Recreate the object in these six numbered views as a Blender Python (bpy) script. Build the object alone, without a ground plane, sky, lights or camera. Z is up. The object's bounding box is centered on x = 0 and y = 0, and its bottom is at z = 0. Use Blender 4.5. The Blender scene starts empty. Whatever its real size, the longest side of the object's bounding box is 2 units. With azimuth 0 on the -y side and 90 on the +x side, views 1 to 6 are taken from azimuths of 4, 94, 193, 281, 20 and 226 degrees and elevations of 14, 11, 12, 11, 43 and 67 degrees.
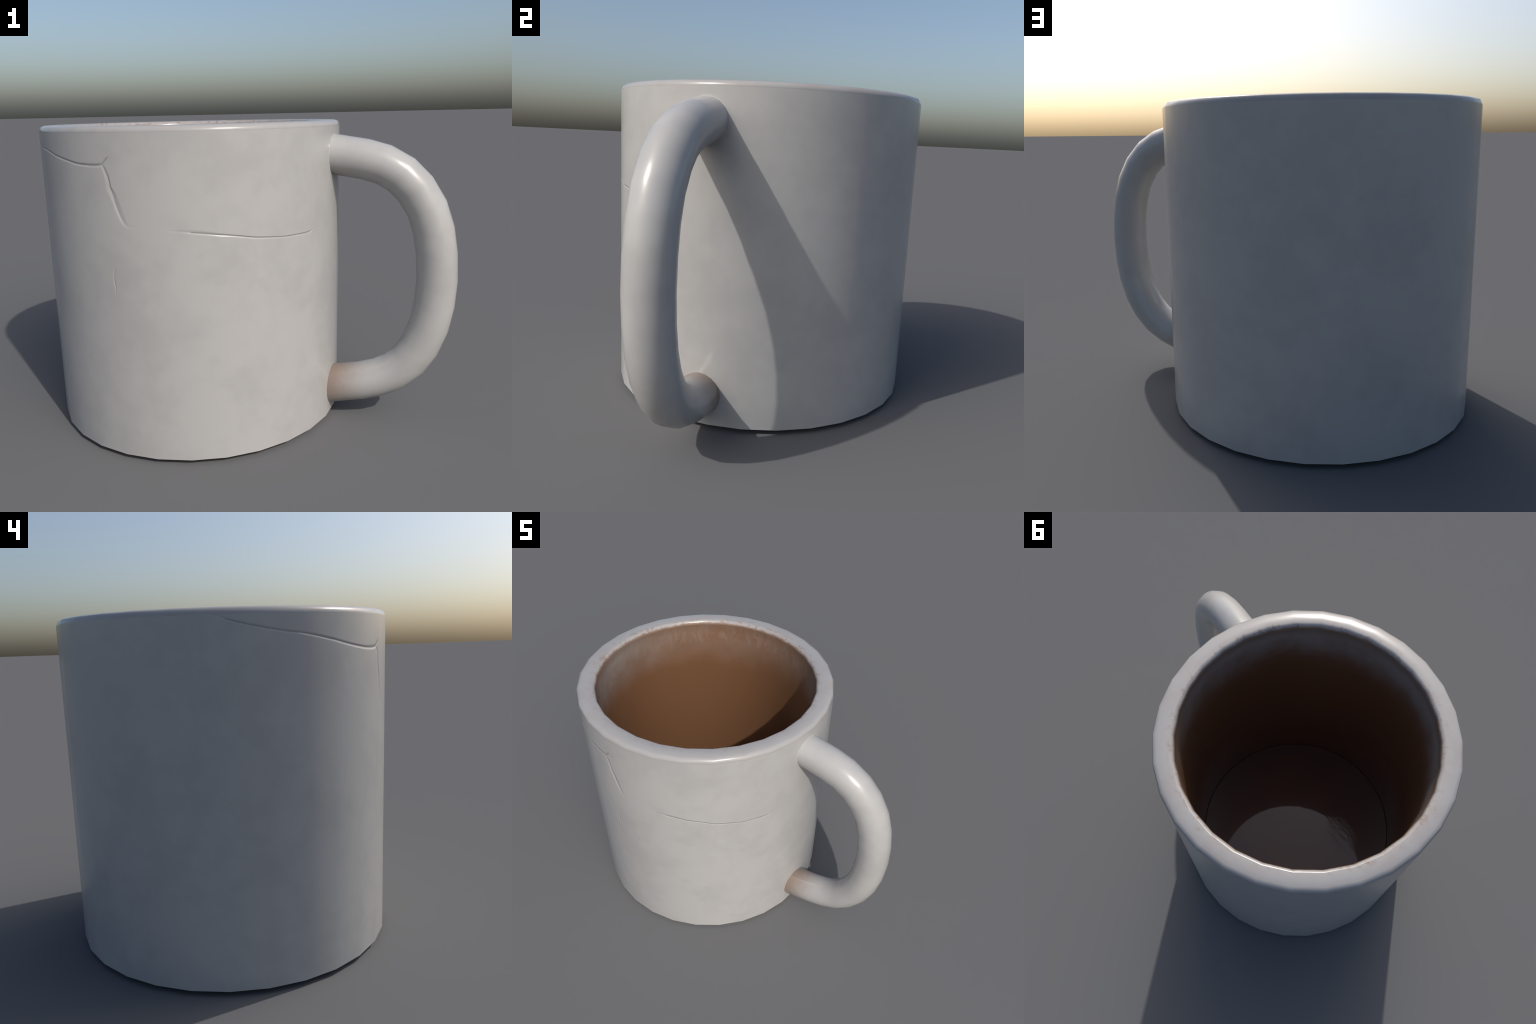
"""A worn off-white ceramic mug: faceted cylinder wall with hairline cracks,
rounded rim, coffee-stained inside, a tube handle and a film of coffee on the floor."""
import bpy
import numpy as np
from math import radians, pi

# ---------------------------------------------------------------- dimensions
AXIS_X = -0.2681            # the mug axis stands left of the origin, the handle fills the right
SIDES = 30                  # the pot is a 30-sided prism, shaded smooth
PHASE = radians(-1.1)
R_WALL, R_INNER = 0.7322, 0.6268
Z_EDGE, Z_SHOULDER = 0.0217, 1.4365
Z_FLOOR = 0.042
STEP = 2 * pi / SIDES

# ---------------------------------------------------------------- node helpers


class Nodes:
    def __init__(self, name):
        self.mat = bpy.data.materials.new(name)
        self.mat.use_nodes = True
        self.t = self.mat.node_tree
        self.t.nodes.clear()
        self.out = self.t.nodes.new('ShaderNodeOutputMaterial')
        self.bsdf = self.t.nodes.new('ShaderNodeBsdfPrincipled')
        self.t.links.new(self.bsdf.outputs[0], self.out.inputs[0])
        self.obj = self.t.nodes.new('ShaderNodeTexCoord').outputs['Object']

    def put(self, sock, v):
        if isinstance(v, bpy.types.NodeSocket):
            self.t.links.new(v, sock)
        elif isinstance(v, tuple) and sock.type == 'RGBA' and len(v) == 3:
            sock.default_value = (*v, 1)
        else:
            sock.default_value = v

    def math(self, op, a, b=0.0, clamp=False):
        n = self.t.nodes.new('ShaderNodeMath')
        n.operation, n.use_clamp = op, clamp
        self.put(n.inputs[0], a)
        self.put(n.inputs[1], b)
        return n.outputs[0]

    def vec(self, op, a, b=None):
        n = self.t.nodes.new('ShaderNodeVectorMath')
        n.operation = op
        self.put(n.inputs[0], a)
        if b is not None:
            self.put(n.inputs[1], b)
        return n.outputs['Value'] if op in ('LENGTH', 'DISTANCE', 'DOT_PRODUCT') else n.outputs['Vector']

    def xyz(self, v=None):
        n = self.t.nodes.new('ShaderNodeSeparateXYZ')
        self.put(n.inputs[0], v or self.obj)
        return n.outputs

    def pack(self, x, y, z):
        n = self.t.nodes.new('ShaderNodeCombineXYZ')
        for s, v in zip(n.inputs, (x, y, z)):
            self.put(s, v)
        return n.outputs[0]

    def noise(self, scale, detail=3.0, rough=0.5, vec=None, distortion=0.0):
        n = self.t.nodes.new('ShaderNodeTexNoise')
        self.put(n.inputs['Vector'], vec or self.obj)
        n.inputs['Scale'].default_value = scale
        n.inputs['Detail'].default_value = detail
        n.inputs['Roughness'].default_value = rough
        n.inputs['Distortion'].default_value = distortion
        return n.outputs[0]

    def ramp(self, v, a, b, lo=0.0, hi=1.0):
        n = self.t.nodes.new('ShaderNodeMapRange')
        n.interpolation_type = 'SMOOTHSTEP'
        self.put(n.inputs[0], v)
        for i, k in enumerate((a, b, lo, hi)):
            self.put(n.inputs[i + 1], k)
        return n.outputs[0]

    def mix(self, f, a, b):
        n = self.t.nodes.new('ShaderNodeMix')
        n.data_type = 'RGBA'
        self.put(n.inputs[0], f)
        self.put(n.inputs[6], a)
        self.put(n.inputs[7], b)
        return n.outputs[2]

    def bump(self, h, strength, dist):
        n = self.t.nodes.new('ShaderNodeBump')
        n.inputs['Strength'].default_value = strength
        n.inputs['Distance'].default_value = dist
        self.put(n.inputs['Height'], h)
        self.put(self.bsdf.inputs['Normal'], n.outputs[0])

    def finish(self, color, rough, spec=0.5):
        self.put(self.bsdf.inputs['Base Color'], color)
        self.put(self.bsdf.inputs['Roughness'], rough)
        self.bsdf.inputs['Specular IOR Level'].default_value = spec
        return self.mat


GLAZE_PALE, GLAZE_DULL = (0.385, 0.381, 0.375), (0.350, 0.347, 0.343)
COFFEE_BROWN, STAIN_TAN = (0.146, 0.075, 0.039), (0.215, 0.142, 0.105)


def glaze_base(n):
    """cloudy off-white glaze, shared by wall, rim and handle"""
    cloud = n.noise(3.6, 4.0, 0.55)
    fine = n.noise(13.0, 3.0, 0.5)
    c = n.math('ADD', n.math('MULTIPLY', cloud, 0.7), n.math('MULTIPLY', fine, 0.3))
    return n.mix(n.ramp(c, 0.34, 0.60), GLAZE_DULL, GLAZE_PALE), cloud


# ---------------------------------------------------------------- handle spine
SPINE_AZIMUTH, SPINE_OFFSET, TUBE_R = -0.20175, -0.0597, 0.0934
SPINE = np.array([(0.66, 1.3136), (0.8596, 1.2847), (1.0231, 1.2200), (1.152, 1.0598), (1.2046, 0.8443),
                  (1.2076, 0.6426), (1.1674, 0.4433), (1.0628, 0.2768), (0.8916, 0.1870), (0.66, 0.1417)])
RING_T = [0.0, 0.045, 0.116, 0.171, 0.229, 0.280, 0.333, 0.386, 0.443, 0.510, 0.575, 0.635, 0.692, 0.745,
          0.797, 0.850, 0.898, 0.962, 1.0]
TUBE_SIDES = 20


def spine_spline(ts):
    """natural cubic spline through the spine points; returns point and tangent (radius, height)"""
    P = SPINE
    k = len(P)
    h = 1.0 / (k - 1)
    A, B = np.eye(k), np.zeros((k, 2))
    for i in range(1, k - 1):
        A[i, i - 1:i + 2] = (1, 4, 1)
        B[i] = 6 / h ** 2 * (P[i + 1] - 2 * P[i] + P[i - 1])
    M = np.linalg.solve(A, B)

    def at(t):
        i = min(int(t / h), k - 2)
        u = t - i * h
        a, b = h - u, u
        return (M[i] * a ** 3 + M[i + 1] * b ** 3) / (6 * h) + (P[i] / h - M[i] * h / 6) * a + (P[i + 1] / h - M[i + 1] * h / 6) * b
    pts = np.array([at(t) for t in ts])
    tan = np.array([at(min(t + 1e-3, 1)) - at(max(t - 1e-3, 0)) for t in ts])
    return pts, tan / np.linalg.norm(tan, axis=1)[:, None]


E_R = np.array([np.cos(SPINE_AZIMUTH), np.sin(SPINE_AZIMUTH), 0])
E_N = np.array([-np.sin(SPINE_AZIMUTH), np.cos(SPINE_AZIMUTH), 0])
E_Z = np.array([0, 0, 1.0])


def lift(p):
    return p[0] * E_R + p[1] * E_Z + SPINE_OFFSET * E_N


# ---------------------------------------------------------------- materials
def wall_material():
    n = Nodes('glazed_ceramic')
    color, cloud = glaze_base(n)
    # bright line painted where the upper end of the handle meets the wall
    (p0, p1), _ = spine_spline([0.02, 0.07])
    a, b = lift(p0), lift(p1)
    d = (b - a) / np.linalg.norm(b - a)
    off = n.vec('LENGTH', n.vec('CROSS_PRODUCT', n.vec('SUBTRACT', n.obj, tuple(a)), tuple(d)))
    along = n.vec('DOT_PRODUCT', n.vec('SUBTRACT', n.obj, tuple(a)), tuple(d))
    ring = n.math('MULTIPLY', n.ramp(off, TUBE_R + 0.007, TUBE_R + 0.001), n.ramp(along, -0.2, -0.05))
    color = n.mix(n.math('MULTIPLY', ring, 0.6), color, (0.48, 0.468, 0.448))
    return n.finish(color, n.ramp(cloud, 0.3, 0.7, 0.27, 0.21))


def dark_line_material():
    n = Nodes('dark_crack_line')
    return n.finish(n.mix(n.noise(30.0, 3.0), (0.225, 0.218, 0.208), (0.285, 0.278, 0.268)), 0.5)


def rim_material():
    n = Nodes('stained_rim_glaze')
    color, cloud = glaze_base(n)
    color = n.mix(0.75, color, (0.312, 0.306, 0.303))
    x, y, z = n.xyz()
    r = n.vec('LENGTH', n.pack(x, y, 0.0))
    wob = n.noise(9.0, 6.0, 0.65)
    near_inside = n.ramp(n.math('ADD', r, n.math('MULTIPLY', wob, 0.06)), 0.715, 0.655)
    spots = n.ramp(n.noise(26.0, 5.0, 0.7), 0.50, 0.68)
    stain = n.math('MULTIPLY', near_inside, n.math('ADD', n.math('MULTIPLY', spots, 0.75), 0.10), True)
    blush = n.math('MULTIPLY', n.ramp(n.noise(7.0, 4.0, 0.6), 0.46, 0.66), 0.30)
    color = n.mix(blush, color, (0.30, 0.25, 0.232))
    color = n.mix(stain, color, STAIN_TAN)
    # the stain climbs raggedly over the inner lip
    jag = n.noise(22.0, 6.0, 0.7)
    lip = n.ramp(n.math('ADD', z, n.math('MULTIPLY', n.math('SUBTRACT', jag, 0.5), 0.035)), 1.453, 1.440)
    lip = n.math('MULTIPLY', lip, n.math('LESS_THAN', r, 0.66))
    color = n.mix(n.math('MULTIPLY', lip, 0.9), color, STAIN_TAN)
    return n.finish(color, n.ramp(cloud, 0.3, 0.7, 0.22, 0.17))


def inside_material():
    n = Nodes('coffee_stained_glaze')
    x, y, z = n.xyz()
    big = n.noise(2.4, 3.0, 0.5)
    mid = n.noise(6.0, 5.0, 0.6)
    level = n.math('ADD', z, n.math('MULTIPLY', n.math('SUBTRACT', big, 0.5), 0.22))
    level = n.math('ADD', level, n.math('MULTIPLY', n.math('SUBTRACT', mid, 0.5), 0.08))
    # the glaze shows through above the coffee line; the far side is stained browner
    pale = n.ramp(level, 1.10, 1.40)
    back = n.ramp(n.vec('DOT_PRODUCT', n.obj, (-0.12, 1.0, 0.0)), 0.12, 0.55)
    haze = n.mix(back, (0.225, 0.203, 0.192), (0.198, 0.134, 0.100))
    color = n.mix(n.math('MULTIPLY', pale, n.ramp(mid, 0.32, 0.62, 0.65, 1.0)), COFFEE_BROWN, haze)
    rust = n.math('MULTIPLY', n.ramp(mid, 0.48, 0.64), n.math('MULTIPLY', n.math('MULTIPLY', pale, back), 0.75))
    color = n.mix(rust, color, (0.180, 0.100, 0.064))
    # fine dried streaks in the top band
    streak = n.noise(15.0, 6.0, 0.7, n.vec('MULTIPLY', n.obj, (1.0, 1.0, 0.4)), 1.5)
    top = n.ramp(z, 1.27, 1.36)
    streaks = n.math('MULTIPLY', n.ramp(streak, 0.44, 0.60), top)
    color = n.mix(n.math('MULTIPLY', streaks, 0.40), color, (0.240, 0.185, 0.152))
    # dark tide mark just under the lip
    tide = n.ramp(n.math('ADD', z, n.math('MULTIPLY', n.math('SUBTRACT', mid, 0.5), 0.03)), 1.375, 1.430)
    color = n.mix(n.math('MULTIPLY', tide, 0.45), color, (0.135, 0.085, 0.058))
    return n.finish(color, n.ramp(pale, 0.0, 1.0, 0.27, 0.22))


def handle_material():
    n = Nodes('handle_glaze')
    color, cloud = glaze_base(n)
    (q, w), _ = spine_spline([0.98, 0.02])
    low, high = tuple(lift(q)), tuple(lift(w))
    x, y, z = n.xyz()
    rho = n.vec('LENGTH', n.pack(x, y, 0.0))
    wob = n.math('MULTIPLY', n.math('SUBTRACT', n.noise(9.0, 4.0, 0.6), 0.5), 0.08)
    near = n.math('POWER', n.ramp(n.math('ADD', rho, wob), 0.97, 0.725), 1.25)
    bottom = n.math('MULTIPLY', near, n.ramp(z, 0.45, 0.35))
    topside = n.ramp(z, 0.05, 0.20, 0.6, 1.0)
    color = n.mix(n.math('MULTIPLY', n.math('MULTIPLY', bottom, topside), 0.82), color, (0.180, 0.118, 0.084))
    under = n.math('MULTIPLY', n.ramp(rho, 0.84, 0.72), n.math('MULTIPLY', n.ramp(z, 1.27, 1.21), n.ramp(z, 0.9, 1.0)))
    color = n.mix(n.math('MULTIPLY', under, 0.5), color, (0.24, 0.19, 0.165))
    return n.finish(color, n.ramp(cloud, 0.3, 0.7, 0.25, 0.20))


def coffee_material():
    n = Nodes('dregs_of_coffee')
    streak = n.noise(7.0, 5.0, 0.6, n.vec('MULTIPLY', n.obj, (1.0, 3.0, 1.0)), 1.5)
    color = n.mix(n.noise(4.0, 3.0), (0.112, 0.055, 0.029), (0.142, 0.072, 0.040))
    patch = n.ramp(n.vec('DISTANCE', n.obj, (-0.24, -0.21, Z_FLOOR)), 0.17, 0.05)
    n.bump(n.math('MULTIPLY', streak, n.math('ADD', patch, 0.05)), 0.20, 0.006)
    return n.finish(color, 0.03)


# ---------------------------------------------------------------- mesh helpers
def add_object(name, verts, faces, normals, mat, parent):
    me = bpy.data.meshes.new(name)
    me.vertices.add(len(verts))
    me.vertices.foreach_set('co', np.asarray(verts, np.float32).ravel())
    sizes = np.array([len(f) for f in faces]) if isinstance(faces, list) else np.full(len(faces), faces.shape[1])
    flat = np.concatenate([np.asarray(f) for f in faces]) if isinstance(faces, list) else faces.ravel()
    me.loops.add(len(flat))
    me.loops.foreach_set('vertex_index', flat.astype(np.int32))
    me.polygons.add(len(sizes))
    me.polygons.foreach_set('loop_start', np.concatenate([[0], np.cumsum(sizes)[:-1]]).astype(np.int32))
    me.update(calc_edges=True)
    me.validate()
    me.polygons.foreach_set('use_smooth', np.ones(len(me.polygons), bool))
    if normals is not None:
        me.normals_split_custom_set_from_vertices(np.asarray(normals, np.float32).tolist())
    me.materials.append(mat)
    ob = bpy.data.objects.new(name, me)
    bpy.context.scene.collection.objects.link(ob)
    ob.parent = parent
    return ob


def grid_faces(rows, cols, wrap_cols=True, flip=False):
    i, j = np.meshgrid(np.arange(rows - 1), np.arange(cols if wrap_cols else cols - 1), indexing='ij')
    k = (j + 1) % cols
    f = np.stack([i * cols + j, i * cols + k, (i + 1) * cols + k, (i + 1) * cols + j], -1).reshape(-1, 4)
    return f[:, ::-1].copy() if flip else f


def facet(theta):
    """how far the flat sides of the prism sit inside the round cylinder"""
    rel = (theta - PHASE) % STEP - STEP / 2
    return np.cos(STEP / 2) / np.cos(rel)


# columns: fine where the cracks run, coarse elsewhere; always on the prism corners
def columns():
    th = []
    for s in range(SIDES):
        start = PHASE + s * STEP
        mid = np.degrees(start + STEP / 2) % 360
        th.append(start + STEP * np.arange(80 if 180 < mid < 332 else 4) / (80 if 180 < mid < 332 else 4))
    return np.concatenate(th)


TH = columns()
FAC = facet(TH)
CS = np.stack([np.cos(TH), np.sin(TH)], 1)

# ---------------------------------------------------------------- cracks in the wall
# each: (angle in degrees, height, half-width above/right, half-width below/left, depth)
CRACKS = [
    # long hairline from the rim down to the fork
    [(187.5, 1.4465, .002, .002, .0002), (190.4, 1.4357, .006, .006, .0008), (196.0, 1.4132, .009, .007, .0017),
     (202.8, 1.3925, .014, .007, .0019), (210.1, 1.3761, .010, .008, .0023), (216.0, 1.3670, .009, .009, .0027),
     (221.4, 1.3553, .010, .009, .0030), (226.0, 1.3435, .010, .010, .0031), (231.0, 1.3305, .010, .011, .0033),
     (235.0, 1.3212, .010, .011, .0034), (239.0, 1.3137, .010, .012, .0035), (242.5, 1.3097, .011, .012, .0036),
     (245.3, 1.3084, .013, .013, .0037), (248.0, 1.3096, .014, .014, .0034), (249.7, 1.3135, .016, .013, .0036),
     (250.7, 1.3235, .017, .008, .0040), (251.6, 1.3340, .012, .007, .0030), (252.7, 1.3455, .003, .003, .0003)],
    # broad chip running down from the fork
    [(249.9, 1.3140, .009, .012, .0014), (250.8, 1.2900, .011, .013, .0022), (251.6, 1.2650, .009, .017, .0026),
     (252.15, 1.2400, .005, .021, .0026), (252.3, 1.2230, .006, .023, .0028), (252.7, 1.2060, .013, .020, .0032),
     (253.2, 1.1850, .018, .016, .0031), (253.8, 1.1550, .021, .014, .0029), (254.5, 1.1280, .022, .013, .0027),
     (255.2, 1.1040, .021, .012, .0024), (256.0, 1.0840, .019, .012, .0018), (256.9, 1.0705, .014, .011, .0010),
     (258.2, 1.0640, .008, .008, .0004), (261.0, 1.0610, .004, .005, .0001)],
    # hairline across the front
    [(270.5, 1.0490, .004, .004, .0001), (272.5, 1.0476, .008, .008, .0003), (275.0, 1.0450, .011, .010, .0007),
     (278.6, 1.0398, .013, .010, .0015), (282.5, 1.0333, .012, .009, .0021), (287.3, 1.0250, .009, .008, .0026),
     (291.4, 1.0185, .005, .008, .0024), (295.7, 1.0098, .0045, .009, .0021), (299.4, 1.0025, .004, .010, .0020),
     (303.3, .9968, .004, .009, .0019), (307.4, .9920, .004, .008, .0018), (311.3, .9885, .004, .008, .0018),
     (316.0, .9872, .0045, .009, .0018), (320.0, .9868, .005, .010, .0016), (322.5, .9890, .006, .008, .0014),
     (324.0, .9940, .005, .005, .0012), (325.6, 1.0030, .003, .003, .0002)],
    # short upright scratch
    [(251.95, .8980, .002, .002, .0001), (251.7, .8800, .005, .004, .0006), (251.45, .8620, .005, .005, .0009),
     (251.3, .8440, .004, .005, .0011), (251.3, .8270, .004, .005, .0011), (251.5, .8150, .005, .005, .0012),
     (251.5, .8000, .004, .004, .0010), (251.45, .7860, .004, .004, .0006), (251.6, .7740, .002, .002, .0001)],
]
CRACK_GAIN = [(0.66, 0.66), (1.0, 0.90), (1.15, 0.80), (1.5, 0.85)]   # depth, width


def crack_depth(zs):
    """groove depth on the grid rows zs x columns TH"""
    S = (np.degrees(TH) % 360) * (pi / 180) * R_WALL
    depth = np.zeros((len(zs), len(TH)))
    core = np.zeros((len(zs), len(TH)), bool)              # core of the two hairlines, coloured as a dark line
    for line, (gain, spread) in zip(CRACKS, CRACK_GAIN):
        L = np.array(line)
        L[:, 0] = np.radians(L[:, 0]) * R_WALL
        # smooth the path: Catmull-Rom resampling
        P = np.vstack([2 * L[0] - L[1], L, 2 * L[-1] - L[-2]])
        Q = []
        for i in range(1, len(P) - 2):
            for u in np.arange(6) / 6:
                Q.append(0.5 * (2 * P[i] + (P[i + 1] - P[i - 1]) * u + (2 * P[i - 1] - 5 * P[i] + 4 * P[i + 1] - P[i + 2]) * u ** 2
                                + (3 * P[i] - P[i - 1] - 3 * P[i + 1] + P[i + 2]) * u ** 3))
        Q.append(P[-2])
        Q = np.array(Q)
        ri = np.where((zs > Q[:, 1].min() - .03) & (zs < Q[:, 1].max() + .03))[0]
        ci = np.where((S > Q[:, 0].min() - .03) & (S < Q[:, 0].max() + .03))[0]
        gz, gs = np.meshgrid(zs[ri], S[ci], indexing='ij')
        best = np.full(gz.shape, 1e9)
        val = np.zeros(gz.shape)
        deep = np.zeros(gz.shape, bool)
        for a, b in zip(Q[:-1], Q[1:]):
            ds, dz = b[0] - a[0], b[1] - a[1]
            l2 = ds * ds + dz * dz + 1e-12
            t = np.clip(((gs - a[0]) * ds + (gz - a[1]) * dz) / l2, 0, 1)
            ox, oz = gs - a[0] - t * ds, gz - a[1] - t * dz
            dist = np.hypot(ox, oz)
            side = ds * oz - dz * ox                       # left of the direction of travel
            w = np.where(side > 0, a[2] + (b[2] - a[2]) * t, a[3] + (b[3] - a[3]) * t)
            w = np.maximum(w * spread, .0015)
            d = gain * (a[4] + (b[4] - a[4]) * t) * np.clip(1 - dist / w, 0, 1) ** 1.15
            hit = dist < best
            best = np.where(hit, dist, best)
            val = np.where(hit, d, val)
            darkened = (side > -0.1) & (dist < np.minimum(0.30 * w, .0026)) & ((a[4] + b[4]) / 2 > .0014)
            deep = np.where(hit, darkened, deep)
        sub = depth[np.ix_(ri, ci)]
        depth[np.ix_(ri, ci)] = np.maximum(sub, val)
        if line is CRACKS[0] or line is CRACKS[2]:
            core[np.ix_(ri, ci)] |= deep
    return depth, core


# ---------------------------------------------------------------- parts
def build_wall(parent):
    zs = np.unique(np.round(np.concatenate([
        [Z_EDGE], np.linspace(0.06, 0.74, 12), np.arange(0.765, 0.905, 0.004),
        np.arange(0.93, 0.97, 0.02), np.arange(0.972, 1.056, 0.0014), np.arange(1.057, 1.298, 0.0025), np.arange(1.299, 1.4355, 0.0018), [Z_SHOULDER]]), 5))
    depth, core = crack_depth(zs)
    depth[-1] *= 0
    r = R_WALL * FAC[None, :] - 0.35 * depth      # worn-down grooves: shallow, with crisp shading
    rows, cols = r.shape
    V = np.stack([r * CS[:, 0], r * CS[:, 1], np.repeat(zs[:, None], cols, 1)], -1)
    # normals: a round cylinder, tilted by the groove slopes
    ext = np.concatenate([depth[:, -1:], depth, depth[:, :1]], 1)
    s = np.concatenate([[TH[-1] - 2 * pi], TH, [TH[0] + 2 * pi]]) * R_WALL
    ds = np.gradient(ext, s, axis=1)[:, 1:-1]
    dz = np.gradient(depth, zs, axis=0)
    N = np.stack([CS[:, 0] - ds * CS[:, 1], CS[:, 1] + ds * CS[:, 0], dz], -1)
    N /= np.linalg.norm(N, axis=-1)[..., None]
    faces = grid_faces(rows, cols)
    wall = add_object('outer_wall', V.reshape(-1, 3), faces, N.reshape(-1, 3), MAT_WALL, parent)
    wall.data.materials.append(MAT_DARK_LINE)
    darkened = core.ravel()[faces].sum(axis=1) >= 2
    wall.data.polygons.foreach_set('material_index', darkened.astype(np.int32))
    return wall


def ring_strip(name, profile, mat, parent, flip=False):
    """turn a profile [(radius, height, normal_r, normal_z)] round the axis on the prism columns"""
    V, N = [], []
    for r, z, nr, nz in profile:
        l = np.hypot(nr, nz)
        V.append(np.column_stack([r * FAC * CS[:, 0], r * FAC * CS[:, 1], np.full(len(TH), z)]))
        N.append(np.column_stack([nr / l * CS[:, 0], nr / l * CS[:, 1], np.full(len(TH), nz / l)]))
    return add_object(name, np.vstack(V), grid_faces(len(profile), len(TH), flip=flip), np.vstack(N), mat, parent)


def build_rim(parent):
    profile = [(R_WALL, Z_SHOULDER, 1, 0), (0.7248, 1.4556, 1, 1), (0.7080, 1.4625, 0.23, 1), (0.6920, 1.4630, 0.11, 1),
               (0.6720, 1.4632, 0.01, 1), (0.6475, 1.4625, -0.10, 1), (0.6362, 1.4562, -1, 1), (R_INNER, Z_SHOULDER, -1, 0)]
    return ring_strip('rim', profile, MAT_RIM, parent)


def build_inside(parent):
    zs = np.linspace(Z_SHOULDER, Z_FLOOR - 0.004, 16)
    return ring_strip('inner_wall', [(R_INNER, z, -1, 0) for z in zs], MAT_INSIDE, parent)


def build_base(parent):
    rings = [(0.0, 0.012), (0.44, 0.012), (0.46, 0.0), (0.50, 0.0), (0.53, 0.012), (0.68, 0.013), (0.722, 0.0175), (R_WALL, Z_EDGE)]
    profile = [(max(r, 1e-4), z, 0.0, -1.0) for r, z in rings]
    return ring_strip('base', profile, MAT_WALL, parent)


def build_coffee(parent):
    """thin film of coffee lying on the floor of the mug"""
    rings = [(1e-4, 0.001), (0.2, 0.001), (0.4, 0.001), (0.6, 0.001), (0.6228, 0.001), (0.6252, -0.0025)]
    profile = [(r, Z_FLOOR + z, 0, 1) for r, z in rings]
    profile[-1] = (*profile[-1][:2], 0.5, 1)
    return ring_strip('coffee', profile, MAT_COFFEE, parent, flip=True)


def build_handle(parent):
    pts, tan = spine_spline(RING_T)
    V, N = [], []
    for p, t, u in zip(pts, tan, RING_T):
        foot = max(0.0, (u - 0.86) / 0.14)         # the lower root is a little fuller
        c = lift(p) + foot * (0.003 * E_Z - 0.003 * E_N)
        radius = TUBE_R + 0.004 * foot
        side = -t[1] * E_R + t[0] * E_Z            # in-plane normal of the spine
        for k in range(TUBE_SIDES):
            a = 2 * pi * k / TUBE_SIDES
            d = np.cos(a) * side + np.sin(a) * E_N
            V.append(c + radius * d)
            N.append(d)
    faces = [list(f) for f in grid_faces(len(pts), TUBE_SIDES, flip=False)]
    # which way round is outward?
    f = faces[40]
    A, B, C = (np.array(V[i]) for i in f[:3])
    if np.dot(np.cross(B - A, C - A), N[f[0]]) < 0:
        faces = [g[::-1] for g in faces]
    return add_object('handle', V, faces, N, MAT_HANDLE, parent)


MAT_WALL, MAT_RIM, MAT_INSIDE = wall_material(), rim_material(), inside_material()
MAT_DARK_LINE = dark_line_material()
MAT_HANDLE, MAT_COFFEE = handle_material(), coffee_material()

mug = bpy.data.objects.new('mug', None)
bpy.context.scene.collection.objects.link(mug)
mug.location = (AXIS_X, 0, 0)
mug['label'] = 'worn off-white ceramic mug with cracks and coffee-stained inside'
mug['category'] = 'mug'

build_wall(mug)
build_rim(mug)
build_inside(mug)
build_base(mug)
build_coffee(mug)
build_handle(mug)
